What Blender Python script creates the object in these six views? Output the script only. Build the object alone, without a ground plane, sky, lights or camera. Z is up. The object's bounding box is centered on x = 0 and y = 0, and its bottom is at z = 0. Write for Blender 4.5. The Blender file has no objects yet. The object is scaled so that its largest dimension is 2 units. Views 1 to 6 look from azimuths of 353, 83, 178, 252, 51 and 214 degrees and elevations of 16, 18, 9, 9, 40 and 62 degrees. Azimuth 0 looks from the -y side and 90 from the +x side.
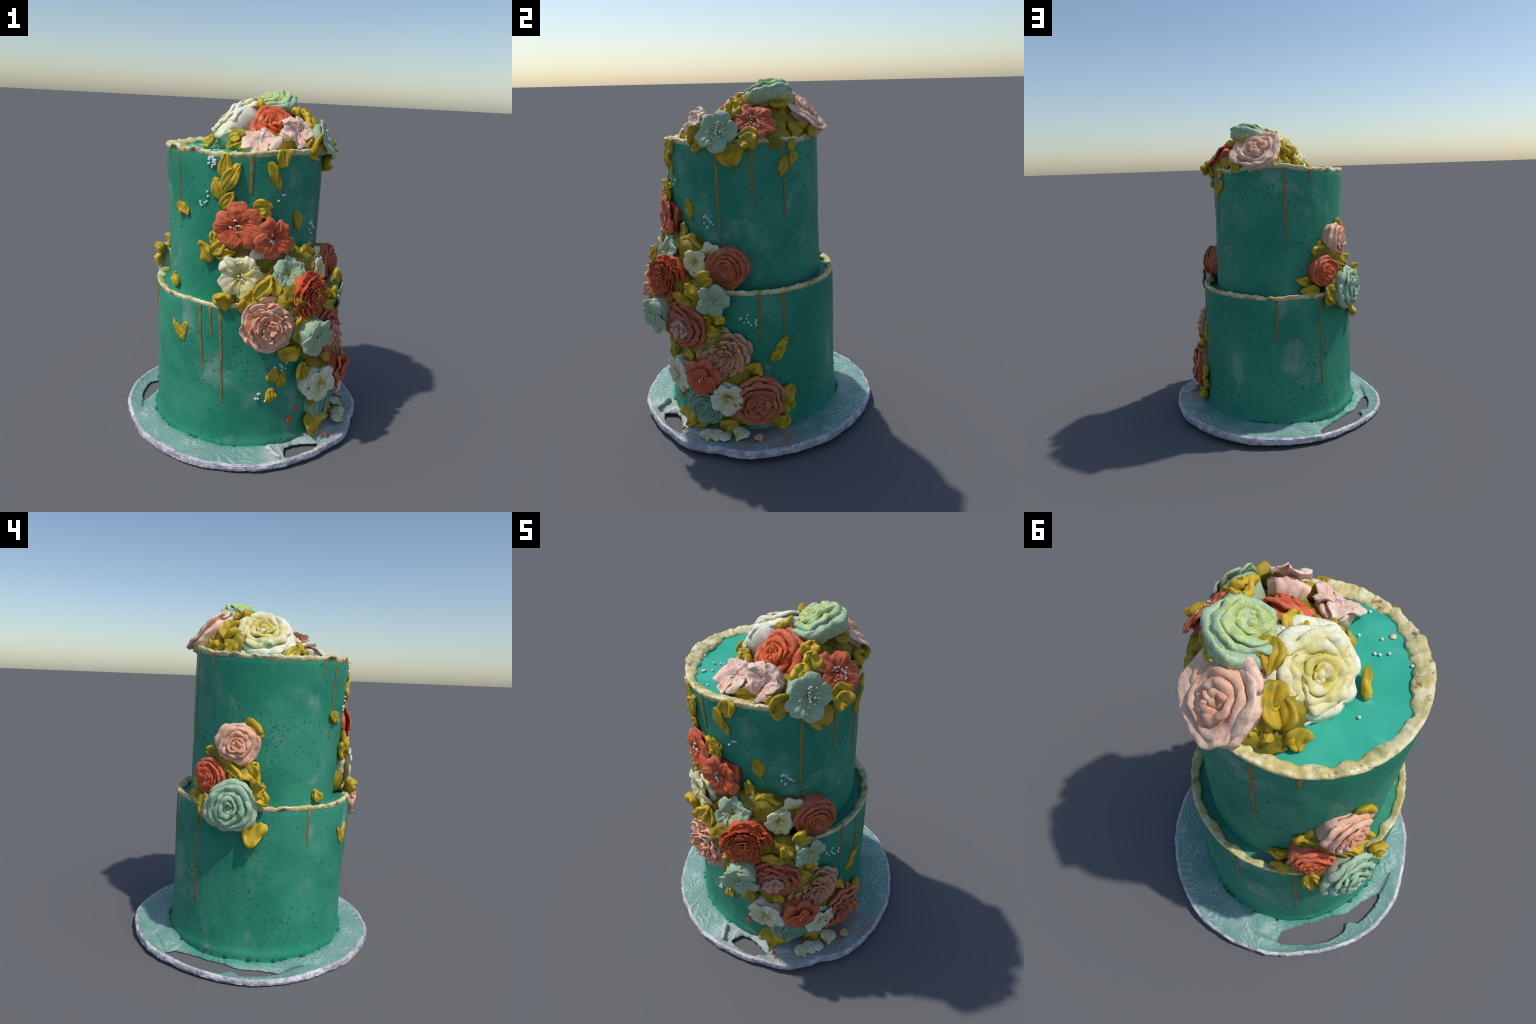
"""Two-tier green buttercream cake on a foil-wrapped board: gold torn rims and
drips, a cascade of piped flowers and leaves, sugar pearls."""
import bpy, math, random
import numpy as np
from mathutils import Vector, Matrix, noise

RNG = random.Random(41)
TAU = 2 * math.pi

# --------------------------------------------------------------------------
# helpers
# --------------------------------------------------------------------------

def new_object(name, mesh, parent=None, material=None, kind=None):
    ob = bpy.data.objects.new(name, mesh)
    bpy.context.scene.collection.objects.link(ob)
    if parent is not None:
        ob.parent = parent
    if material is not None and mesh is not None:
        mesh.materials.append(material)
    if kind:
        ob["kind"] = kind
    return ob


def mesh_from(name, verts, faces, smooth=True):
    me = bpy.data.meshes.new(name)
    me.from_pydata([tuple(map(float, v)) for v in verts], [], faces)
    me.validate()
    if smooth:
        me.polygons.foreach_set("use_smooth", [True] * len(me.polygons))
    me.update()
    return me


class Bag:
    """Collects several pieces of geometry into one mesh."""
    def __init__(self):
        self.v, self.f = [], []

    def add(self, vf):
        v, f = vf
        o = len(self.v)
        self.v.extend(v)
        self.f.extend([tuple(i + o for i in q) for q in f])

    def mesh(self, name):
        return mesh_from(name, self.v, self.f)


def sheet(P, thick, back=1.0, power=4):
    """Solid lens-edged sheet from a grid of points P[nu, nv, 3]; the rim is
    closed and rounded, 'back' scales how far it bulges behind."""
    nu, nv, _ = P.shape
    du = np.gradient(P, axis=0)
    dv = np.gradient(P, axis=1)
    n = np.cross(du, dv)
    n /= np.linalg.norm(n, axis=2, keepdims=True) + 1e-12
    su = np.linspace(-1, 1, nu)[:, None]
    sv = np.linspace(-1, 1, nv)[None, :]
    prof = np.sqrt(np.clip(1 - np.abs(su) ** power, 0, 1) * np.clip(1 - np.abs(sv) ** power, 0, 1))[..., None]
    front = P + n * thick * 0.5 * prof
    rear = P - n * thick * 0.5 * back * prof
    verts = [tuple(x) for x in front.reshape(-1, 3)]
    idx_f = np.arange(nu * nv).reshape(nu, nv)
    idx_r = idx_f.copy()
    for i in range(1, nu - 1):
        for j in range(1, nv - 1):
            idx_r[i, j] = len(verts)
            verts.append(tuple(rear[i, j]))
    faces = []
    for i in range(nu - 1):
        for j in range(nv - 1):
            faces.append((idx_f[i, j], idx_f[i + 1, j], idx_f[i + 1, j + 1], idx_f[i, j + 1]))
            faces.append((idx_r[i, j], idx_r[i, j + 1], idx_r[i + 1, j + 1], idx_r[i + 1, j]))
    return verts, [tuple(int(k) for k in f) for f in faces]


def melt(vf, seed, amp=.05, freq=1.4):
    """Soften a piped shape: slump its points by two octaves of noise."""
    o = Vector((seed * 3.1, seed * 1.7, seed * .9))
    out = []
    for p in vf[0]:
        q = Vector(p)
        d = noise.noise_vector(q * freq + o) * amp + noise.noise_vector(q * freq * 2.9 - o) * amp * .55
        out.append(tuple(q + d))
    return out, vf[1]


def lathe(profile, n=40, wob=0.0, flutes=0, seed=0.0, cap=True):
    """Closed revolved body around z; profile = [(r, z)...] from axis to axis."""
    verts, faces = [], []
    for k, (r, z) in enumerate(profile):
        for i in range(n):
            a = TAU * i / n
            w = 1 + wob * noise.noise(Vector((math.cos(a) * 1.7 + seed, math.sin(a) * 1.7, z * 1.5)))
            if flutes and 0 < k < len(profile) - 1:
                w *= 1 + 0.025 * math.cos(flutes * a + seed)
            verts.append((r * w * math.cos(a), r * w * math.sin(a), z))
    m = len(profile)
    for k in range(m - 1):
        for i in range(n):
            j = (i + 1) % n
            faces.append((k * n + i, k * n + j, (k + 1) * n + j, (k + 1) * n + i))
    if cap:
        faces.append(tuple(range(n - 1, -1, -1)))
        faces.append(tuple((m - 1) * n + i for i in range(n)))
    return verts, faces


def ball(c, r, squash=(1, 1, 1), nu=10, nv=7):
    verts, faces = [], []
    for j in range(nv + 1):
        th = math.pi * j / nv
        for i in range(nu):
            a = TAU * i / nu
            verts.append((c[0] + r * squash[0] * math.sin(th) * math.cos(a),
                          c[1] + r * squash[1] * math.sin(th) * math.sin(a),
                          c[2] + r * squash[2] * math.cos(th)))
    for j in range(nv):
        for i in range(nu):
            k = (i + 1) % nu
            faces.append((j * nu + i, (j + 1) * nu + i, (j + 1) * nu + k, j * nu + k))
    return verts, faces


def interp_ring(table):
    """Periodic smooth interpolation of {azimuth in degrees: value}."""
    az = np.array(sorted(table))
    va = np.array([table[a] for a in az], float)
    az3 = np.concatenate([az - 360, az, az + 360])
    va3 = np.concatenate([va, va, va])
    return lambda a: float(np.interp(a % 360, az3, va3))


def frame(pos, normal, spin=0.0, scale=1.0):
    z = Vector(normal).normalized()
    x = Vector((0, 0, 1)).cross(z)
    x = Vector((1, 0, 0)) if x.length < 1e-4 else x.normalized()
    y = z.cross(x)
    M = Matrix((x, y, z)).transposed().to_4x4()
    return Matrix.Translation(pos) @ M @ Matrix.Rotation(spin, 4, 'Z') @ Matrix.Scale(scale, 4)


def direction(az, pitch=0.0):
    a, p = math.radians(az), math.radians(pitch)
    return Vector((math.sin(a) * math.cos(p), -math.cos(a) * math.cos(p), math.sin(p)))

# --------------------------------------------------------------------------
# the two tiers: slightly leaning, slightly conical drums
# --------------------------------------------------------------------------

TIERS = {
    'l': dict(c0=(-0.012, -0.014), c1=(-0.024, -0.031), r0=0.522, r1=0.517),
    'u': dict(c0=(-0.004, 0.007), c1=(-0.031, -0.026), r0=0.411, r1=0.431),
}


def axis_at(t, z):
    T = TIERS[t]
    return (T['c0'][0] + (T['c1'][0] - T['c0'][0]) * z,
            T['c0'][1] + (T['c1'][1] - T['c0'][1]) * z,
            T['r0'] + (T['r1'] - T['r0']) * z)


def bell(az, centre, width):
    d = (az - centre + 180) % 360 - 180
    return math.exp(-(d / width) ** 2)


def flat_spot(t, az, z):
    """Where the drums are not quite round."""
    if t == 'u':
        return -.017 * bell(az, 38, 26)
    low = 1 / (1 + math.exp((z - .42) / .06))
    return -.012 * bell(az, 238, 22) * low - .008 * bell(az, 325, 16) * low


def on_wall(t, az, z, off=0.0):
    cx, cy, r = axis_at(t, z)
    r += flat_spot(t, az, z)
    a = math.radians(az)
    return Vector((cx + (r + off) * math.sin(a), cy - (r + off) * math.cos(a), z))


RIM = {
    'l': interp_ring({0: .893, 45: .892, 80: .895, 110: .891, 140: .891, 158: .883, 175: .872, 195: .877, 210: .870,
                      235: .868, 255: .873, 281: .875, 301: .872, 323: .883, 333: .876, 341: .866, 352: .888}),
    'u': interp_ring({4: 1.676, 16: 1.684, 30: 1.688, 42: 1.685, 75: 1.69, 108: 1.698, 130: 1.688, 143: 1.697,
                      158: 1.72, 172: 1.715, 184: 1.713, 192: 1.698, 205: 1.683, 220: 1.680, 235: 1.668, 250: 1.665,
                      276: 1.67, 288: 1.675, 300: 1.679, 308: 1.668, 320: 1.681, 327: 1.669, 340: 1.666, 352: 1.667}),
}
RIM_RAISE = {'l': .020, 'u': .009}
RIM_WIDTH = {'l': 0.036, 'u': 0.052}
FLOOR = {'l': 0.870, 'u': 1.656}
BOTTOM = {'l': 0.008, 'u': 0.80}

# --------------------------------------------------------------------------
# node materials
# --------------------------------------------------------------------------

class Nodes:
    def __init__(self, name):
        self.mat = bpy.data.materials.new(name)
        self.mat.use_nodes = True
        self.t = self.mat.node_tree
        self.t.nodes.clear()
        self.out = self.t.nodes.new('ShaderNodeOutputMaterial')
        self.bsdf = self.t.nodes.new('ShaderNodeBsdfPrincipled')
        self.t.links.new(self.bsdf.outputs[0], self.out.inputs[0])
        self.coord = self.t.nodes.new('ShaderNodeTexCoord').outputs['Object']

    def set(self, sock, val):
        if isinstance(val, bpy.types.NodeSocket):
            self.t.links.new(val, sock)
        elif isinstance(val, (tuple, list)) and len(val) == 3 and sock.type == 'RGBA':
            sock.default_value = (*val, 1)
        else:
            sock.default_value = val

    def noise(self, scale, detail=3, rough=0.55, vec=None, dist=0.0):
        n = self.t.nodes.new('ShaderNodeTexNoise')
        n.inputs['Scale'].default_value = scale
        n.inputs['Detail'].default_value = detail
        n.inputs['Roughness'].default_value = rough
        n.inputs['Distortion'].default_value = dist
        self.set(n.inputs['Vector'], vec or self.coord)
        return n.outputs['Fac']

    def voronoi(self, scale, out='Distance', vec=None, rand=1.0):
        n = self.t.nodes.new('ShaderNodeTexVoronoi')
        n.inputs['Scale'].default_value = scale
        n.inputs['Randomness'].default_value = rand
        self.set(n.inputs['Vector'], vec or self.coord)
        return n.outputs[out]

    def mapping(self, scale=(1, 1, 1), loc=(0, 0, 0), vec=None):
        n = self.t.nodes.new('ShaderNodeMapping')
        n.inputs['Scale'].default_value = scale
        n.inputs['Location'].default_value = loc
        self.set(n.inputs['Vector'], vec or self.coord)
        return n.outputs[0]

    def math(self, op, a, b=0.0, c=0.0):
        n = self.t.nodes.new('ShaderNodeMath')
        n.operation = op
        for s, v in zip(n.inputs, (a, b, c)):
            self.set(s, v)
        return n.outputs[0]

    def vmath(self, op, a, b=(0, 0, 0), out=0):
        n = self.t.nodes.new('ShaderNodeVectorMath')
        n.operation = op
        self.set(n.inputs[0], a)
        self.set(n.inputs[1], b)
        return n.outputs[out]

    def step(self, v, lo, hi):
        n = self.t.nodes.new('ShaderNodeMapRange')
        n.interpolation_type = 'SMOOTHSTEP'
        self.set(n.inputs[0], v)
        n.inputs[1].default_value = lo
        n.inputs[2].default_value = hi
        return n.outputs[0]

    def mix(self, fac, a, b):
        n = self.t.nodes.new('ShaderNodeMix')
        n.data_type = 'RGBA'
        self.set(n.inputs[0], fac)
        self.set(n.inputs[6], a)
        self.set(n.inputs[7], b)
        return n.outputs[2]

    def xyz(self, vec=None):
        n = self.t.nodes.new('ShaderNodeSeparateXYZ')
        self.set(n.inputs[0], vec or self.coord)
        return n.outputs

    def combine(self, x, y, z=0.0):
        n = self.t.nodes.new('ShaderNodeCombineXYZ')
        for s, v in zip(n.inputs, (x, y, z)):
            self.set(s, v)
        return n.outputs[0]

    def random(self):
        return self.t.nodes.new('ShaderNodeObjectInfo').outputs['Random']

    def bump(self, height, strength, distance=0.01):
        n = self.t.nodes.new('ShaderNodeBump')
        n.inputs['Strength'].default_value = strength
        n.inputs['Distance'].default_value = distance
        self.set(n.inputs['Height'], height)
        self.t.links.new(n.outputs[0], self.bsdf.inputs['Normal'])

    def finish(self, color, rough=0.6, spec=0.25, metallic=0.0):
        self.set(self.bsdf.inputs['Base Color'], color)
        self.set(self.bsdf.inputs['Roughness'], rough)
        self.bsdf.inputs['Specular IOR Level'].default_value = spec
        self.bsdf.inputs['Metallic'].default_value = metallic
        return self.mat


def icing_wall_material():
    m = Nodes("green_buttercream")
    col = m.mix(m.step(m.noise(3.2, 4), .38, .64), (.018, .232, .138), (.044, .290, .184))
    cloud = m.math('MULTIPLY', m.step(m.noise(4.5, 7, .62, vec=m.mapping((1, 1, .8), (3, 1, 0))), .53, .74),
                   m.step(m.noise(1.6, 2, vec=m.mapping(loc=(5, 2, 7))), .38, .52))
    col = m.mix(m.math('MULTIPLY', cloud, 1.0), col, (.20, .365, .285))
    streak = m.step(m.noise(5, 4, vec=m.mapping((6, 6, .5))), .5, .75)
    col = m.mix(m.math('MULTIPLY', streak, .22), col, (.03, .25, .18))
    # air bubbles and specks of dark colouring, in loose clusters
    clus = m.step(m.noise(3.0, 3, vec=m.mapping(loc=(1, 8, 3))), .44, .56)
    wob = m.vmath('ADD', m.coord, m.vmath('SCALE', m.voronoi(9, 'Color'), (0, 0, 0)))
    s1 = m.math('SUBTRACT', 1.0, m.step(m.voronoi(38, vec=wob), .20, .34))
    size = m.step(m.noise(34, 1), .34, .58)
    col = m.mix(m.math('MULTIPLY', m.math('MULTIPLY', s1, clus), m.math('MULTIPLY', size, .85)), col, (.007, .130, .080))
    s2 = m.math('SUBTRACT', 1.0, m.step(m.voronoi(17), .07, .14))
    col = m.mix(m.math('MULTIPLY', s2, m.math('MULTIPLY', size, .6)), col, (.008, .13, .08))
    m.bump(m.noise(30, 4), .12, .01)
    return m.finish(col, m.math('ADD', .5, m.math('MULTIPLY', m.noise(8), .15)), .3)


def icing_top_material():
    m = Nodes("smooth_green_icing")
    col = m.mix(m.step(m.noise(5, 4, dist=.6), .35, .7), (.030, .400, .270), (.060, .470, .345))  # lighter and cyaner than the wall: brighter light on the top baked in
    col = m.mix(m.math('MULTIPLY', m.step(m.noise(7, 3, vec=m.mapping((1, 2.5, 1))), .62, .78), .5), col, (.22, .60, .48))
    return m.finish(col, .42, .35)


def gold_material():
    m = Nodes("gold_leaf_edge")
    col = m.mix(m.step(m.noise(16, 5, .65), .40, .62), (.60, .49, .19), (.80, .74, .44))
    col = m.mix(m.step(m.noise(20, 5, .65, vec=m.mapping(loc=(3, 3, 3))), .54, .68), col, (.25, .16, .05))
    col = m.mix(m.math('MULTIPLY', m.step(m.noise(13, 4, vec=m.mapping(loc=(9, 3, 1))), .55, .70), .7), col, (.22, .38, .20))
    m.bump(m.noise(55, 4), .35, .012)
    return m.finish(col, .5, .35)


def drip_material():
    m = Nodes("gold_drip")
    col = m.mix(m.step(m.noise(26, 3), .35, .7), (.20, .145, .045), (.33, .215, .07))
    return m.finish(col, .45, .35)


def foil_material(edge=False):
    m = Nodes("foil_edge" if edge else "embossed_foil")
    xyz = m.xyz()
    if edge:
        col = m.mix(m.step(m.noise(14, 6, .65), .35, .66), (.33, .32, .36), (.70, .67, .71))
        col = m.mix(m.math('MULTIPLY', m.step(m.noise(30, 5, vec=m.mapping((1, 1, 3))), .52, .68), .75), col, (.23, .21, .24))
        col = m.mix(m.math('MULTIPLY', m.step(m.noise(6, 3, vec=m.mapping(loc=(2, 7, 0))), .55, .7), .5), col, (.50, .43, .38))
        m.bump(m.noise(28, 5), .5, .012)
        return m.finish(col, .5, .4)
    # fern rosettes: radial fronds around scattered centres, plus fine curls
    flat = m.combine(xyz[0], xyz[1], 0.0)
    warp = m.vmath('ADD', flat, m.vmath('MULTIPLY', m.vmath('SUBTRACT', _noise_color(m, 5, flat), (.5, .5, .5)), (.05, .05, 0)))
    sc = 4.2
    vor = m.t.nodes.new('ShaderNodeTexVoronoi')
    vor.inputs['Scale'].default_value = sc
    m.set(vor.inputs['Vector'], warp)
    rel = m.vmath('SUBTRACT', warp, vor.outputs['Position'])
    rx = m.xyz(rel)
    ang = m.math('ARCTAN2', rx[1], rx[0])
    rad = m.math('SQRT', m.math('ADD', m.math('MULTIPLY', rx[0], rx[0]), m.math('MULTIPLY', rx[1], rx[1])))
    bend = m.math('ADD', m.math('MULTIPLY', ang, 9.0), m.math('MULTIPLY', m.noise(7, 4, vec=flat), 16.0))
    frond = m.math('POWER', m.math('ABSOLUTE', m.math('SINE', bend)), 3.0)
    barb = m.math('SINE', m.math('ADD', m.math('MULTIPLY', rad, 190.0), m.math('MULTIPLY', ang, 14.0)))
    barb = m.math('MULTIPLY', m.math('ADD', barb, 1.0), .5)
    emboss = m.math('ADD', m.math('MULTIPLY', frond, .6), m.math('MULTIPLY', barb, .08))
    emboss = m.math('MULTIPLY', emboss, m.step(m.noise(8, 3, vec=flat), .35, .62))
    col = m.mix(m.step(m.noise(3, 3, vec=flat), .35, .65), (.150, .310, .265), (.230, .390, .345))
    col = m.mix(m.math('MULTIPLY', emboss, .85), col, (.46, .58, .55))
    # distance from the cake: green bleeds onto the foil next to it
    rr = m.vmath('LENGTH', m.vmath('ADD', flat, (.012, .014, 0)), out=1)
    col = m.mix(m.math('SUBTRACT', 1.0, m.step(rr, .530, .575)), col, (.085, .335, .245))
    # whitish patch around the front slot and a painted pinkish smear on the right
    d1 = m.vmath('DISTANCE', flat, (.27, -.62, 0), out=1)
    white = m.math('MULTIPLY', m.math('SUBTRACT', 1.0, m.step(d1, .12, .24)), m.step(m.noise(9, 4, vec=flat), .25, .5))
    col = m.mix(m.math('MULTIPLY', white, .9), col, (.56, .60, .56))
    d2 = m.vmath('DISTANCE', flat, (.66, -.02, 0), out=1)
    bloom_reflection = m.math('MULTIPLY', m.math('SUBTRACT', 1.0, m.step(d2, .10, .26)), m.step(m.noise(7, 4, vec=flat), .25, .6))
    col = m.mix(m.math('MULTIPLY', bloom_reflection, .85), col, (.33, .20, .185))
    d3 = m.vmath('DISTANCE', flat, (.52, -.42, 0), out=1)
    gray = m.math('SUBTRACT', 1.0, m.step(d3, .08, .24))
    col = m.mix(m.math('MULTIPLY', gray, .7), col, (.36, .38, .38))
    m.bump(emboss, .42, .012)
    return m.finish(col, .45, .4)


def _noise_color(m, scale, vec):
    n = m.t.nodes.new('ShaderNodeTexNoise')
    n.inputs['Scale'].default_value = scale
    m.set(n.inputs['Vector'], vec)
    return n.outputs['Color']


def flower_material(name, throat, mid, edge, streak, r1=.18, r2=.55, r3=.95, streak_amount=.5, blotch=None, freq=5.0, vein=None):
    """Buttercream petals; object coordinates are in flower radii, so colour
    runs throat -> middle -> edge by radius, with radial streaks."""
    m = Nodes(name)
    xyz = m.xyz()
    rad = m.math('SQRT', m.math('ADD', m.math('MULTIPLY', xyz[0], xyz[0]), m.math('MULTIPLY', xyz[1], xyz[1])))
    ang = m.math('ARCTAN2', xyz[1], xyz[0])
    radn = m.math('ADD', rad, m.math('MULTIPLY', m.math('SUBTRACT', m.noise(3.5, 3), .5), .35))
    col = m.mix(m.step(radn, r1, r2), throat, mid)
    col = m.mix(m.step(radn, r2, r3), col, edge)
    st = m.noise(freq, 3, vec=m.combine(m.math('MULTIPLY', ang, 3.0), m.math('MULTIPLY', rad, 1.2), m.math('MULTIPLY', xyz[2], 2.0)))
    col = m.mix(m.math('MULTIPLY', m.step(st, .50, .70), streak_amount), col, streak)
    pale = blotch or tuple(min(.88, c * 1.18 + .07) for c in edge)
    col = m.mix(m.math('MULTIPLY', m.step(m.noise(2.6, 4, vec=m.mapping(loc=(4, 1, 2))), .52, .70), .65 if blotch else .5), col, pale)
    warm = tuple(c * .82 for c in streak)
    col = m.mix(m.math('MULTIPLY', m.step(m.noise(4.5, 4, vec=m.mapping(loc=(7, 3, 9))), .58, .74), .45), col, warm)
    if vein:
        v = m.t.nodes.new('ShaderNodeTexVoronoi')
        v.feature = 'DISTANCE_TO_EDGE'
        v.inputs['Scale'].default_value = 3.6
        m.set(v.inputs['Vector'], m.vmath('ADD', m.coord, m.vmath('MULTIPLY', _noise_color(m, 3, m.coord), (.5, .5, .5))))
        line = m.math('SUBTRACT', 1.0, m.step(v.outputs['Distance'], .02, .10))
        col = m.mix(m.math('MULTIPLY', line, .7), col, vein)
    m.bump(m.noise(14, 4), .18, .03)
    mat = m.finish(col, .55, .25)
    m.bsdf.inputs['Subsurface Weight'].default_value = .08
    m.bsdf.inputs['Subsurface Radius'].default_value = (.02, .01, .006)
    return mat


def leaf_material():
    m = Nodes("olive_buttercream")
    col = m.mix(m.random(), (.490, .320, .020), (.640, .430, .030))
    col = m.mix(m.step(m.noise(9, 3), .42, .68), col, (.300, .245, .012))
    col = m.mix(m.math('MULTIPLY', m.step(m.noise(14, 3, vec=m.mapping(loc=(2, 2, 5))), .56, .74), .6), col, (.68, .49, .07))
    m.bump(m.noise(40, 4), .15, .01)
    return m.finish(col, .5, .3)


def simple_material(name, c1, c2, scale=12, rough=.5):
    m = Nodes(name)
    return m.finish(m.mix(m.step(m.noise(scale, 3), .4, .65), c1, c2), rough, .3)


WALL = icing_wall_material()
TOP = icing_top_material()
GOLD = gold_material()
DRIP = drip_material()
FOIL = foil_material()
FOIL_EDGE = foil_material(True)
LEAF = leaf_material()
PEARL = simple_material("sugar_pearl", (.62, .66, .68), (.78, .80, .80), 30, .3)
MOUND = simple_material("olive_icing_filling", (.20, .165, .012), (.36, .25, .016), 9)
GAP_DARK = simple_material("dark_green_gap", (.006, .085, .050), (.012, .15, .09), 40)

COLOURS = {
    'coral': flower_material("coral_petal", (.52, .095, .030), (.58, .115, .042), (.62, .150, .065), (.42, .060, .022), freq=6),
    'coral_rose': flower_material("coral_rose_petal", (.66, .13, .025), (.66, .115, .040), (.68, .19, .095), (.52, .062, .022), r3=1.1),
    'red': flower_material("vermilion_petal", (.54, .15, .035), (.48, .085, .030), (.62, .105, .030), (.36, .045, .02)),
    'terracotta': flower_material("terracotta_petal", (.46, .110, .045), (.47, .110, .042), (.52, .15, .070), (.34, .060, .026), r3=1.1),
    'dusty': flower_material("dusty_rose_petal", (.64, .40, .29), (.48, .140, .075), (.50, .125, .058), (.38, .07, .035), r1=.34, r2=.58),
    'orange_peony': flower_material("orange_peony_petal", (.50, .17, .085), (.48, .125, .052), (.60, .20, .095), (.38, .07, .03), r3=1.05,
                                    blotch=(.62, .26, .14)),
    'pink': flower_material("pink_petal", (.70, .32, .18), (.80, .42, .27), (.83, .51, .36), (.68, .24, .12), r3=1.0, blotch=(.80, .60, .48)),
    'pale_pink': flower_material("pale_pink_petal", (.76, .52, .40), (.80, .52, .40), (.84, .68, .57), (.74, .36, .24), r3=1.0,
                                 blotch=(.84, .72, .60)),
    'peach': flower_material("peach_petal", (.60, .29, .155), (.66, .34, .19), (.70, .41, .25), (.52, .20, .10), r3=1.0),
    'rosy': flower_material("shell_pink_petal", (.72, .36, .22), (.83, .49, .33), (.87, .61, .46), (.72, .31, .18), r3=1.05, streak_amount=.65),
    'cream': flower_material("cream_petal", (.58, .50, .11), (.72, .67, .36), (.80, .77, .58), (.58, .48, .10), streak_amount=.65,
                             blotch=(.80, .78, .64)),
    'cream_rose': flower_material("cream_rose_petal", (.66, .55, .11), (.76, .69, .34), (.84, .82, .66), (.60, .50, .12), r1=.2, r2=.5, r3=.9,
                                  blotch=(.82, .86, .76)),
    'white': flower_material("white_petal", (.44, .39, .06), (.66, .64, .42), (.72, .72, .60), (.48, .42, .10), r1=.12, r2=.5, streak_amount=.75),
    'mint': flower_material("mint_petal", (.36, .43, .20), (.33, .46, .30), (.43, .54, .38), (.24, .37, .24), blotch=(.36, .42, .20)),
    'mint_rose': flower_material("mint_rose_petal", (.30, .47, .31), (.31, .49, .33), (.43, .58, .42), (.19, .35, .23), r3=1.1,
                                 blotch=(.46, .54, .32)),
    'mint_dark': flower_material("sage_petal", (.19, .32, .22), (.22, .35, .24), (.27, .40, .28), (.14, .26, .17), r3=1.1),
    'mint_top': flower_material("mint_yellow_petal", (.46, .54, .18), (.44, .56, .23), (.36, .55, .42), (.32, .46, .15), r3=1.0,
                                blotch=(.34, .55, .54), vein=(.62, .68, .30)),
    'mint_yellow': flower_material("sage_yellow_petal", (.40, .41, .09), (.38, .43, .14), (.44, .51, .29), (.27, .31, .07), r3=1.1),
}

# --------------------------------------------------------------------------
# the cake root
# --------------------------------------------------------------------------

cake = bpy.data.objects.new("tiered_cake", None)
bpy.context.scene.collection.objects.link(cake)
cake["label"] = "two-tier green buttercream cake with piped flower cascade on foil board"
cake["category"] = "cake"

# ---- board ----------------------------------------------------------------

BOARD_R = interp_ring({0: .722, 22: .712, 38: .712, 52: .738, 66: .716, 80: .738, 97: .722, 115: .722, 130: .716, 148: .724,
                       165: .736, 180: .730, 200: .728, 218: .717, 236: .728, 250: .740, 268: .732, 285: .708,
                       300: .714, 318: .712, 335: .720, 345: .714})
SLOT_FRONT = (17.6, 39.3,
              {17.6: .628, 19: .600, 21.5: .566, 26.5: .564, 32.8: .588, 36: .612, 39.3: .640},
              {17.6: .630, 18.2: .638, 21.8: .653, 27.9: .663, 33.5: .665, 35.3: .648, 37: .650, 39.3: .642})
SLOT_BACK = (203.8, 266.6,
             {203.8: .644, 205.4: .594, 211.9: .562, 219: .548, 231.4: .546, 235.9: .546, 245.2: .576, 256.7: .584, 262.8: .609, 266.6: .630},
             {203.8: .648, 206: .659, 215.6: .656, 218: .666, 230: .670, 238: .662, 240.3: .645, 241.5: .626, 243.5: .628, 245.4: .643,
              246.6: .661, 251.8: .661, 259: .658, 264.3: .650, 266.6: .636})


def slot_dip(az):
    """How strongly the plate sags towards the ground at this azimuth (0..1)."""
    w = 0.0
    for a0, a1 in (SLOT_FRONT[:2], SLOT_BACK[:2]):
        d = max(a0 - az, az - a1, 0)
        d = min(d, max(a0 - az + 360, 0), max(az + 360 - a1, 0)) if az > 330 or az < 10 else d
        w = max(w, math.exp(-(d / 5.0) ** 2))
    return w


def board_top(az, r):
    return .054 + .022 * math.cos(math.radians(az - 105)) * r / .72 + .014 * bell(az, 318, 22) + .007 * bell(az, 150, 40)


def board_bottom(az):
    return .014 + .014 * math.cos(math.radians(az - 108))


def slot_edges(az):
    for a0, a1, rin, rout in (SLOT_FRONT, SLOT_BACK):
        if a0 < az < a1:
            ka, kb = sorted(rin), sorted(rout)
            i = float(np.interp(az, ka, [rin[k] for k in ka]))
            o = float(np.interp(az, kb, [rout[k] for k in kb]))
            return i, max(o, i + .002), True
    return .640, .640, False


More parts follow.
